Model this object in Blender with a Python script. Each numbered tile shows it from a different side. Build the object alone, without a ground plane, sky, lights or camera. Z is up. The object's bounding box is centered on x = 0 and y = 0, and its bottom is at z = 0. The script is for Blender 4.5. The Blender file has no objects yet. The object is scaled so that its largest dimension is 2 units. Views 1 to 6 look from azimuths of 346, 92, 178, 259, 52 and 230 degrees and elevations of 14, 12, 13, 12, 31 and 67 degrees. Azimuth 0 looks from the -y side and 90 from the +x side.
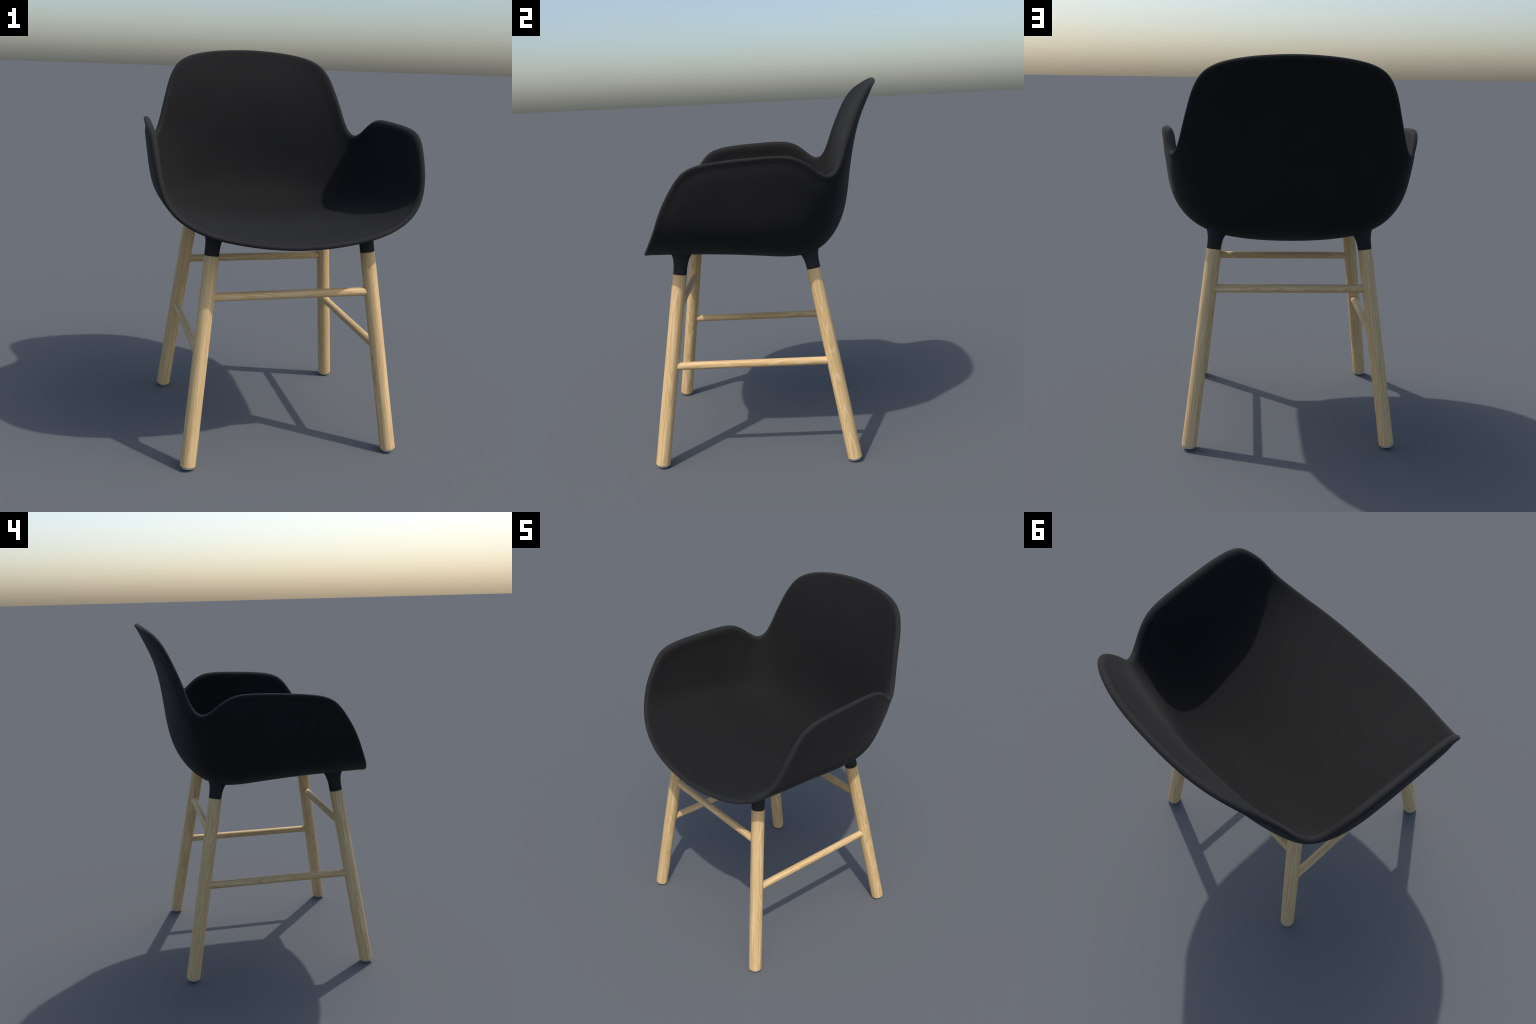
"""A counter-height armchair: one moulded black plastic shell (seat, back and
arms) on four splayed round oak legs with four round stretchers."""
import bpy, math
import numpy as np
from mathutils import Vector, Matrix
from mathutils.bvhtree import BVHTree

# ---------------------------------------------------------------- shell shape
# Mid-surface of the shell, right half (x >= 0). Each section runs from the
# centre line of the chair out to the rim; a cubic spline lofts through them.
SECTIONS = [
    # ahead of the front edge (trimmed away)
    [(0.000, -0.670, 1.101), (0.159, -0.670, 1.109), (0.314, -0.670, 1.130), (0.457, -0.670, 1.168), (0.572, -0.670, 1.235), (0.642, -0.670, 1.349), (0.659, -0.670, 1.521)],
    # front of the seat, under the thighs
    [(0.000, -0.440, 1.104), (0.172, -0.440, 1.112), (0.333, -0.440, 1.136), (0.475, -0.440, 1.175), (0.582, -0.440, 1.246), (0.644, -0.440, 1.383), (0.664, -0.440, 1.590)],
    # middle of the seat
    [(0.000, -0.200, 1.095), (0.185, -0.200, 1.105), (0.356, -0.200, 1.133), (0.497, -0.200, 1.179), (0.594, -0.200, 1.262), (0.643, -0.200, 1.411), (0.665, -0.200, 1.627)],
    # rear half of the seat
    [(0.000, 0.050, 1.074), (0.194, 0.050, 1.086), (0.372, 0.050, 1.120), (0.514, 0.050, 1.178), (0.599, 0.050, 1.280), (0.634, 0.050, 1.437), (0.654, 0.050, 1.643)],
    # turn from seat into back
    [(0.000, 0.271, 1.099), (0.191, 0.275, 1.107), (0.362, 0.279, 1.138), (0.495, 0.271, 1.211), (0.576, 0.249, 1.325), (0.617, 0.224, 1.471), (0.644, 0.210, 1.650)],
    # lumbar, out to the notch behind the armrest
    [(0.000, 0.429, 1.243), (0.164, 0.426, 1.251), (0.312, 0.413, 1.282), (0.432, 0.394, 1.341), (0.521, 0.377, 1.424), (0.583, 0.358, 1.528), (0.619, 0.328, 1.654)],
    # lower back
    [(0.000, 0.488, 1.500), (0.127, 0.484, 1.503), (0.247, 0.475, 1.515), (0.355, 0.465, 1.540), (0.446, 0.454, 1.580), (0.518, 0.440, 1.635), (0.565, 0.418, 1.700)],
    # upper back
    [(0.000, 0.538, 1.770), (0.097, 0.535, 1.770), (0.195, 0.531, 1.772), (0.290, 0.525, 1.776), (0.376, 0.517, 1.785), (0.447, 0.507, 1.800), (0.506, 0.496, 1.820)],
    # above the top edge (trimmed away)
    [(0.000, 0.654, 2.020), (0.083, 0.654, 2.020), (0.168, 0.650, 2.020), (0.254, 0.640, 2.020), (0.335, 0.622, 2.020), (0.401, 0.599, 2.020), (0.453, 0.576, 2.020)],
]
# The rim, drawn on that surface as (section, share of the half-width): front
# centre, round the armrest, down into the notch, up the back to the top centre.
RIM = [(0.024, 0.000), (0.025, 0.121), (0.042, 0.340), (0.071, 0.515), (0.108, 0.663), (0.152, 0.796), (0.194, 0.884), (0.251, 0.945), (0.321, 0.986), (0.456, 1.000), (0.648, 1.000), (0.893, 0.989), (1.030, 0.951), (1.113, 0.899), (1.166, 0.871), (1.240, 0.860), (1.348, 0.878), (1.479, 0.920), (1.638, 0.954), (1.749, 0.942), (1.819, 0.890), (1.865, 0.785), (1.902, 0.579), (1.922, 0.271), (1.927, 0.000)]
FRONT_CORNER, TOP_CORNER = 4.50, 20.30   # places on the rim
U_KNOTS = np.array([0, .22, .46, .70, .94, 1.17, 1.42, 1.68, 1.95])
V_KNOTS = np.array([0, .18, .36, .54, .7, .86, 1.0])
MIRROR = np.array([-1, 1, 1])
HALF_WALL = 0.0150       # half the wall thickness
ROUND_IN, ROUND_OUT = .023, .012   # reach of the rim's rounding on each face
LIP = 0.0068             # outward flare of the rim


class Spline:
    """Natural cubic spline through values given at knots."""
    def __init__(self, knots):
        self.k = k = np.asarray(knots, float)
        n, h = len(k), np.diff(k)
        a, r = np.zeros((n, n)), np.zeros((n, n))
        a[0, 0] = a[-1, -1] = 1
        for i in range(1, n - 1):
            a[i, i - 1:i + 2] = h[i - 1], 2 * (h[i - 1] + h[i]), h[i]
            r[i, i - 1:i + 2] = 6 / h[i - 1], -6 / h[i - 1] - 6 / h[i], 6 / h[i]
        self.h, self.curv = h, np.linalg.solve(a, r)

    def weights(self, q):
        q = np.asarray(q, float)
        i = np.clip(np.searchsorted(self.k, q) - 1, 0, len(self.k) - 2)
        s = (self.k[i + 1] - q) / self.h[i]
        t = 1 - s
        w = (((s**3 - s) * self.h[i]**2 / 6)[:, None] * self.curv[i]
             + ((t**3 - t) * self.h[i]**2 / 6)[:, None] * self.curv[i + 1])
        j = np.arange(len(q))
        w[j, i] += s
        w[j, i + 1] += t
        return w


ALONG = Spline(U_KNOTS)
ACROSS = Spline(np.concatenate([-V_KNOTS[:0:-1], V_KNOTS]))


def surface(u, v):
    g = np.array(SECTIONS)
    g = np.concatenate([(g * MIRROR)[:, :0:-1], g], 1)
    rows = np.tensordot(ALONG.weights(u), g, (1, 0))
    return (rows * ACROSS.weights(v)[:, :, None]).sum(1)


def surface_normal(u, v, e=1e-3):
    """Unit normal on the sitter's side."""
    n = np.cross(surface(u, v + e) - surface(u, v - e), surface(u + e, v) - surface(u - e, v))
    return n / np.linalg.norm(n, axis=-1, keepdims=True)


def rim_path(at):
    """(section, share) on the rim at positions counted in control points."""
    p = np.array(RIM)[:, ::-1]
    flip = np.array([-1, 1])
    k = np.concatenate([[0], np.cumsum(np.linalg.norm(np.diff(p, axis=0), axis=1) ** .5)])
    full = np.vstack([(p * flip)[:0:-1], p, (p * flip)[-2::-1]])
    sp = Spline(np.concatenate([-k[:0:-1], k, 2 * k[-1] - k[-2::-1]]))
    r = sp.weights(np.interp(at, np.arange(len(k)), k)) @ full
    return r[:, ::-1]


def smooth01(a, b, x):
    t = np.clip((x - a) / (b - a), 0, 1)
    return t * t * (3 - 2 * t)


def build_shell():
    # a net of the right half whose four sides are the centre line, the front
    # edge, the side of the rim and the top edge (a Coons patch on the surface)
    edge = np.array([0, .0005, .0015, .003, .005, .0075, .0105, .014, .0185, .024, .031])
    qu = np.concatenate([edge, np.linspace(.042, 1 - .042, 96), 1 - edge[::-1]])
    ev = edge * 1.7
    qv = np.concatenate([np.linspace(0, 1 - .068, 48), 1 - ev[::-1]])
    last = len(RIM) - 1
    front = rim_path(FRONT_CORNER * qv)
    top = rim_path(last - (last - TOP_CORNER) * qv)
    side = rim_path(FRONT_CORNER + (TOP_CORNER - FRONT_CORNER) * qu)
    mid = np.stack([RIM[0][0] + (RIM[-1][0] - RIM[0][0]) * qu, 0 * qu], -1)
    a, b = qv[None, :, None], qu[:, None, None]
    uv = ((1 - a) * mid[:, None] + a * side[:, None] + (1 - b) * front[None] + b * top[None]
          - ((1 - a) * (1 - b) * front[0] + a * (1 - b) * front[-1]
             + (1 - a) * b * top[0] + a * b * top[-1]))
    shape = uv.shape[:2]
    u, v = uv[..., 0].ravel(), uv[..., 1].ravel()
    p, nrm = surface(u, v).reshape(*shape, 3), surface_normal(u, v).reshape(*shape, 3)
    u, v = u.reshape(shape), v.reshape(shape)
    # both halves
    p = np.concatenate([(p * MIRROR)[:, :0:-1], p], 1)
    nrm = np.concatenate([(nrm * MIRROR)[:, :0:-1], nrm], 1)
    u = np.concatenate([u[:, :0:-1], u], 1)
    v = np.concatenate([-v[:, :0:-1], v], 1)
    nu, nv = p.shape[:2]
    # distance of every point from the rim
    rim = np.concatenate([p[0], p[1:, -1], p[-1, ::-1], p[::-1, 0]])
    a, ab = rim[:-1], np.diff(rim, axis=0)
    keep = (ab ** 2).sum(1) > 1e-12
    a, ab = a[keep], ab[keep]
    dist = np.zeros((nu, nv))
    for i in range(nu):
        w = p[i][:, None] - a[None]
        t = np.clip((w * ab).sum(-1) / (ab * ab).sum(-1), 0, 1)
        dist[i] = np.sqrt((((w - t[..., None] * ab) ** 2).sum(-1)).min(1))
    dist[0] = dist[-1] = 0
    dist[:, 0] = dist[:, -1] = 0
    # the rim flares outward: the wall behind it lies nearer to the sitter
    arm = smooth01(.15, .4, u) * (1 - smooth01(.95, 1.2, u))
    flare = LIP * (.25 + .75 * arm) * np.sin(np.clip(dist / .085, 0, 1) ** .8 * np.pi) ** 2

    def wall(reach, power, half):
        x = np.clip(dist / reach, 0, 1)
        return half * (1 - (1 - x) ** power) ** (1 / power)
    # the wall is thinnest at the front lip and thickest under the hips
    under = (.0105 + .0045 * smooth01(.1, .35, u)
             + .004 * smooth01(.55, .85, u) * (1 - smooth01(1.0, 1.25, u)) * (1 - smooth01(.3, .75, abs(v))))
    # the seat is a little thicker than the rest
    pad = SEAT_PAD * smooth01(.15, .4, u) * (1 - smooth01(.75, 1.0, u)) * (1 - smooth01(.2, .75, abs(v)))
    inner = p + nrm * (flare + wall(ROUND_IN, 2.0, HALF_WALL) + pad)[..., None]
    outer = p + nrm * (flare - wall(ROUND_OUT, 2.2, under))[..., None]
    verts = list(map(tuple, inner.reshape(-1, 3)))
    idx_in = np.arange(nu * nv).reshape(nu, nv)
    idx_out = idx_in.copy()
    for i in range(1, nu - 1):
        for j in range(1, nv - 1):
            idx_out[i, j] = len(verts)
            verts.append(tuple(outer[i, j]))
    faces, region, tone = [], [], []
    for i in range(nu - 1):
        for j in range(nv - 1):
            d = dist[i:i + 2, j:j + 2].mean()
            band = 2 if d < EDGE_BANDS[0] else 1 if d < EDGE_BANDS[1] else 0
            uc, vc = u[i:i + 2, j:j + 2].mean(), v[i:i + 2, j:j + 2].mean()
            if uc > 1.13:
                reg = 'backrest'
            elif abs(vc) > .62:
                reg = 'armrest+' if vc > 0 else 'armrest-'
            else:
                reg = 'seat'
            for k, idx in enumerate((idx_in, idx_out)):
                q = [idx[i, j], idx[i, j + 1], idx[i + 1, j + 1], idx[i + 1, j]]
                faces.append(q if k == 0 else q[::-1])
                region.append(reg)
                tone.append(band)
    return verts, faces, region, tone


SEAT_PAD = .003
EDGE_BANDS = .012, .020   # rim coloured paler than the faces, in two steps


# ---------------------------------------------------------------- helpers
def new_object(name, mesh, parent, mat=None):
    ob = bpy.data.objects.new(name, mesh)
    bpy.context.scene.collection.objects.link(ob)
    ob.parent = parent
    if mat:
        mesh.materials.append(mat)
    return ob


def mesh_from(name, verts, faces, smooth=True):
    me = bpy.data.meshes.new(name)
    me.from_pydata([tuple(map(float, v)) for v in verts], [], [list(map(int, f)) for f in faces])
    me.validate()
    me.polygons.foreach_set('use_smooth', [smooth] * len(me.polygons))
    me.update()
    return me


def lathe(name, profile, seg=40):
    """Solid of revolution about local z from (radius, height) pairs."""
    verts, faces = [], []
    for r, z in profile:
        for k in range(seg):
            t = 2 * math.pi * k / seg
            verts.append((r * math.cos(t), r * math.sin(t), z))
    n = len(profile)
    for i in range(n - 1):
        for k in range(seg):
            l = (k + 1) % seg
            faces.append((i * seg + k, i * seg + l, (i + 1) * seg + l, (i + 1) * seg + k))
    faces.append(tuple(range(seg))[::-1])
    faces.append(tuple((n - 1) * seg + k for k in range(seg)))
    me = mesh_from(name, verts, faces)
    me.set_sharp_from_angle(angle=math.radians(50))
    return me


def place_on_axis(ob, a, b, spin=0.0):
    """Local z along a->b, local x kept as near to world x as it can be."""
    z = (Vector(b) - Vector(a)).normalized()
    ref = Vector((1, 0, 0)) if abs(z.x) < .8 else Vector((0, 1, 0))
    y = z.cross(ref).normalized()
    x = y.cross(z)
    m = Matrix((x, y, z)).transposed().to_4x4()
    ob.matrix_local = Matrix.Translation(a) @ m @ Matrix.Rotation(spin, 4, 'Z')


# ---------------------------------------------------------------- materials
class Nodes:
    def __init__(self, name):
        self.mat = bpy.data.materials.new(name)
        self.mat.use_nodes = True
        self.t = self.mat.node_tree
        self.bsdf = self.t.nodes['Principled BSDF']

    def add(self, kind, **props):
        n = self.t.nodes.new(kind)
        for k, v in props.items():
            setattr(n, k, v)
        return n

    def link(self, a, b):
        self.t.links.new(a, b)

    def math(self, op, a, b):
        n = self.add('ShaderNodeMath', operation=op)
        for s, v in zip(n.inputs, (a, b)):
            if isinstance(v, (int, float)):
                s.default_value = v
            else:
                self.link(v, s)
        return n.outputs[0]

    def mix(self, fac, a, b, blend='MIX'):
        n = self.add('ShaderNodeMix', data_type='RGBA', blend_type=blend)
        for s, v in zip((n.inputs[0], n.inputs[6], n.inputs[7]), (fac, a, b)):
            if hasattr(v, 'links'):
                self.link(v, s)
            else:
                s.default_value = v if isinstance(v, (int, float)) else (*v, 1)
        return n.outputs[2]

    def noise(self, vec, scale, detail=2.0, rough=.5):
        n = self.add('ShaderNodeTexNoise')
        n.inputs['Scale'].default_value = scale
        n.inputs['Detail'].default_value = detail
        n.inputs['Roughness'].default_value = rough
        self.link(vec, n.inputs['Vector'])
        return n.outputs['Fac']

    def mapping(self, vec, scale, loc=None):
        n = self.add('ShaderNodeMapping')
        n.inputs['Scale'].default_value = scale
        self.link(vec, n.inputs['Vector'])
        if loc is not None:
            self.link(loc, n.inputs['Location'])
        return n.outputs['Vector']

    def ramp(self, fac, stops):
        n = self.add('ShaderNodeValToRGB')
        el = n.color_ramp.elements
        while len(el) < len(stops):
            el.new(.5)
        for e, (pos, col) in zip(el, stops):
            e.position = pos
            e.color = (*col, 1) if isinstance(col, tuple) else (col, col, col, 1)
        self.link(fac, n.inputs['Fac'])
        return n.outputs['Color']


def plastic_material(name, gain=1.0):
    m = Nodes(name)
    co = m.add('ShaderNodeTexCoord').outputs['Object']
    fine = m.noise(co, 900, 2)
    soft = m.noise(co, 5, 2)
    m.link(m.ramp(soft, [(.3, (.0132 * gain, .0132 * gain, .0133 * gain)), (.7, (.0144 * gain, .0144 * gain, .0145 * gain))]),
           m.bsdf.inputs['Base Color'])
    m.bsdf.inputs['Roughness'].default_value = PLASTIC_ROUGH
    m.bsdf.inputs['Specular IOR Level'].default_value = .05
    m.bsdf.inputs['Sheen Weight'].default_value = .05
    m.bsdf.inputs['Sheen Roughness'].default_value = .45
    b = m.add('ShaderNodeBump')
    b.inputs['Strength'].default_value = .06
    b.inputs['Distance'].default_value = .001
    m.link(fine, b.inputs['Height'])
    m.link(b.outputs['Normal'], m.bsdf.inputs['Normal'])
    return m.mat


PLASTIC_ROUGH = .75


def oak_material():
    """Plain-sawn pale oak: growth bands lie across local x, so they run as
    straight lines on the y faces and open into cathedral arches on the x faces."""
    m = Nodes('pale_oak')
    obj = m.add('ShaderNodeTexCoord').outputs['Object']
    rnd = m.add('ShaderNodeObjectInfo').outputs['Random']
    off = m.add('ShaderNodeCombineXYZ')
    m.link(m.math('MULTIPLY', rnd, 3.1), off.inputs[0])
    m.link(m.math('MULTIPLY', rnd, 7.3), off.inputs[1])
    m.link(m.math('MULTIPLY', rnd, 11.7), off.inputs[2])
    va = m.add('ShaderNodeVectorMath', operation='ADD')
    m.link(obj, va.inputs[0])
    m.link(off.outputs[0], va.inputs[1])
    shifted = va.outputs[0]
    sep = m.add('ShaderNodeSeparateXYZ')
    m.link(obj, sep.inputs[0])
    # growth bands
    warp = m.noise(m.mapping(shifted, (7, 7, 1.5)), 1, 2, .5)
    ripple = m.noise(m.mapping(shifted, (40, 40, 7)), 1, 1.5, .5)
    x = m.math('ADD', sep.outputs[0], m.math('MULTIPLY', warp, .080))
    x = m.math('ADD', x, m.math('MULTIPLY', ripple, .005))
    y2 = m.math('MULTIPLY', sep.outputs[1], sep.outputs[1])
    x = m.math('ADD', x, m.math('MULTIPLY', y2, 3.5))
    saw = m.math('FRACT', m.math('MULTIPLY', x, 140), 0)
    pale = m.ramp(saw, [(0, 0.0), (.35, .05), (.55, .85), (.66, .30), (.85, .0)])
    late = m.ramp(saw, [(.55, 0.0), (.70, .15), (.88, .95), (.95, .6), (1.0, 0.0)])
    # long fibres
    fib = m.noise(m.mapping(shifted, (300, 300, 3.0)), 1, 3, .65)
    fib2 = m.noise(m.mapping(shifted, (80, 80, 2.5)), 1, 2, .5)
    pores = m.noise(m.mapping(shifted, (480, 480, 14)), 1, 1, .5)
    c = m.ramp(fib2, [(.3, OAK[0]), (.5, OAK[1]), (.7, OAK[2])])
    c = m.mix(m.math('MULTIPLY', pale, .68), c, OAK[3])
    c = m.mix(m.math('MULTIPLY', late, .58), c, OAK[4])
    c = m.mix(m.ramp(fib, [(.46, 0.0), (.62, .65)]), c, OAK[4])
    c = m.mix(m.ramp(pores, [(.57, 0.0), (.72, .45)]), c, OAK[5])
    m.link(c, m.bsdf.inputs['Base Color'])
    m.bsdf.inputs['Roughness'].default_value = .55
    m.bsdf.inputs['Specular IOR Level'].default_value = .35
    b = m.add('ShaderNodeBump')
    b.inputs['Strength'].default_value = .12
    b.inputs['Distance'].default_value = .001
    m.link(fib, b.inputs['Height'])
    m.link(b.outputs['Normal'], m.bsdf.inputs['Normal'])
    return m.mat


# dark to light early wood, late-wood band, dark fibre, pore
OAK = [(.60, .39, .170), (.69, .475, .225), (.765, .555, .300),
       (.86, .68, .430), (.52, .325, .130), (.40, .24, .095)]


def glide_material():
    m = Nodes('grey_nylon')
    co = m.add('ShaderNodeTexCoord').outputs['Object']
    m.link(m.ramp(m.noise(co, 60), [(.3, (.55, .56, .58)), (.7, (.62, .63, .65))]),
           m.bsdf.inputs['Base Color'])
    m.bsdf.inputs['Roughness'].default_value = .45
    return m.mat


# ---------------------------------------------------------------- frame sizes
FRONT_FOOT, FRONT_TOP = (.5225, -.5770, -.004), (.3945, -.4290, 1.0280)
REAR_FOOT, REAR_TOP = (.5220, .4610, -.004), (.3925, .2765, 1.0320)
LEG_RADIUS, SOCKET_RADIUS = .0370, .0358
RAIL_RADIUS = .0212
SIDE_RAIL_Z, CROSS_RAIL_Z = .542, .830


def on_axis(foot, top, z):
    f, t = Vector(foot), Vector(top)
    return f + (t - f) * ((z - f.z) / (t.z - f.z))


def build():
    plastic = plastic_material('black_plastic')
    edge_soft = plastic_material('pale_rim_plastic_soft', 1.28)
    edge = plastic_material('pale_rim_plastic', 1.6)
    socket_plastic = plastic_material('socket_plastic', 2.1)
    oak, glide = oak_material(), glide_material()
    chair = bpy.data.objects.new('bar_armchair', None)
    bpy.context.scene.collection.objects.link(chair)
    chair['label'] = 'black moulded shell armchair on tall pale oak legs'
    chair['category'] = 'bar chair'

    # shell, one smooth surface split into its regions
    verts, faces, region, tone = build_shell()
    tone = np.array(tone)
    whole = mesh_from('shell', verts, faces)
    tree = BVHTree.FromPolygons([Vector(v) for v in verts], faces)
    vn = np.zeros(len(verts) * 3)
    whole.vertices.foreach_get('normal', vn)
    vn = vn.reshape(-1, 3)
    region = np.array(region)
    for key, name in (('seat', 'seat'), ('backrest', 'backrest'),
                      ('armrest+', 'armrest'), ('armrest-', 'armrest')):
        sel = [faces[i] for i in np.flatnonzero(region == key)]
        used = sorted({int(v) for f in sel for v in f})
        remap = {v: k for k, v in enumerate(used)}
        me = mesh_from(name, [verts[v] for v in used], [[remap[int(v)] for v in f] for f in sel])
        me.normals_split_custom_set_from_vertices([tuple(vn[v]) for v in used])
        ob = new_object(name, me, chair, plastic)
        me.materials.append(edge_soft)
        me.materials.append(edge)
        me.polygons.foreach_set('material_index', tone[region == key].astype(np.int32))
    bpy.data.meshes.remove(whole)

    # legs, their sockets and glides
    foot_r = .0290
    for sx in (1, -1):
        for foot, top in ((FRONT_FOOT, FRONT_TOP), (REAR_FOOT, REAR_TOP)):
            f = Vector((foot[0] * sx, foot[1], foot[2]))
            t = Vector((top[0] * sx, top[1], top[2]))
            axis = (t - f).normalized()
            tilt = math.sqrt(1 - axis.z ** 2)
            # glide bottom centre sits so that its low edge touches z = 0
            start = f + axis * ((foot_r * tilt - f.z) / axis.z)
            length = (t - start).length
            r = LEG_RADIUS
            g = .0095
            leg = new_object('leg', lathe('leg', [
                (r - .0010, g), (r + .0006, g + .0008), (r + .0014, g + .0025), (r + .0015, g + .005)]
                + [(r + .0015 * (1 - k / 24), g + .005 + (length - g - .009) * k / 24) for k in range(1, 25)]
                + [(r - .001, length - .001), (r - .0025, length)]), chair, oak)
            place_on_axis(leg, start, t)
            gl = new_object('foot_glide', lathe('foot_glide', [
                (foot_r - .0015, 0), (foot_r, .0012), (foot_r + .001, g), (foot_r - .004, g + .003)]),
                leg, glide)
            # socket: a stub of the shell that flares up into its underside
            new_object('leg_socket', socket_mesh(t, axis, tree), chair, socket_plastic)

    # stretchers
    def rail(a, b):
        a, b = Vector(a), Vector(b)
        n = (b - a).length
        ob = new_object('stretcher', lathe('stretcher', [(RAIL_RADIUS, n * k / 24) for k in range(25)], 32),
                        chair, oak)
        place_on_axis(ob, a, b)
    ff, rf = on_axis(FRONT_FOOT, FRONT_TOP, SIDE_RAIL_Z), on_axis(REAR_FOOT, REAR_TOP, SIDE_RAIL_Z)
    for sx in (1, -1):
        s = Vector((sx, 1, 1))
        rail(ff * s, rf * s)
    for foot, top in ((FRONT_FOOT, FRONT_TOP), (REAR_FOOT, REAR_TOP)):
        c = on_axis(foot, top, CROSS_RAIL_Z)
        rail(c * Vector((-1, 1, 1)), c)


def socket_mesh(base, axis, tree, seg=48):
    """Tube from the leg top that widens in a fillet where it meets the shell."""
    ref = Vector((1, 0, 0))
    y = axis.cross(ref).normalized()
    x = y.cross(axis)
    r0, flare, reach = SOCKET_RADIUS, .026, .085
    verts, faces = [], []
    steps = 20
    for k in range(seg):
        a = 2 * math.pi * k / seg
        d = x * math.cos(a) + y * math.sin(a)
        hit = tree.ray_cast(base + d * (r0 + flare), axis, .5)
        h = hit[3] if hit[0] is not None else .1
        h = h + .004
        fil = min(reach, h)
        verts.append(base + d * (r0 - .002))
        for i in range(steps + 1):
            if i <= 5:
                s = (h - fil) * i / 5
                verts.append(base + d * r0 + axis * max(s, .002 if i == 0 else 0.0))
            else:
                q = (i - 5) / (steps - 5) * math.pi / 2
                verts.append(base + d * (r0 + flare * (1 - math.cos(q)))
                             + axis * (h - fil + fil * math.sin(q)))
    n = steps + 2
    for k in range(seg):
        l = (k + 1) % seg
        for i in range(n - 1):
            faces.append((k * n + i, l * n + i, l * n + i + 1, k * n + i + 1))
    faces.append([k * n for k in range(seg)][::-1])
    faces.append([k * n + n - 1 for k in range(seg)])
    me = mesh_from('leg_socket', verts, faces)
    me.set_sharp_from_angle(angle=math.radians(55))
    return me


build()
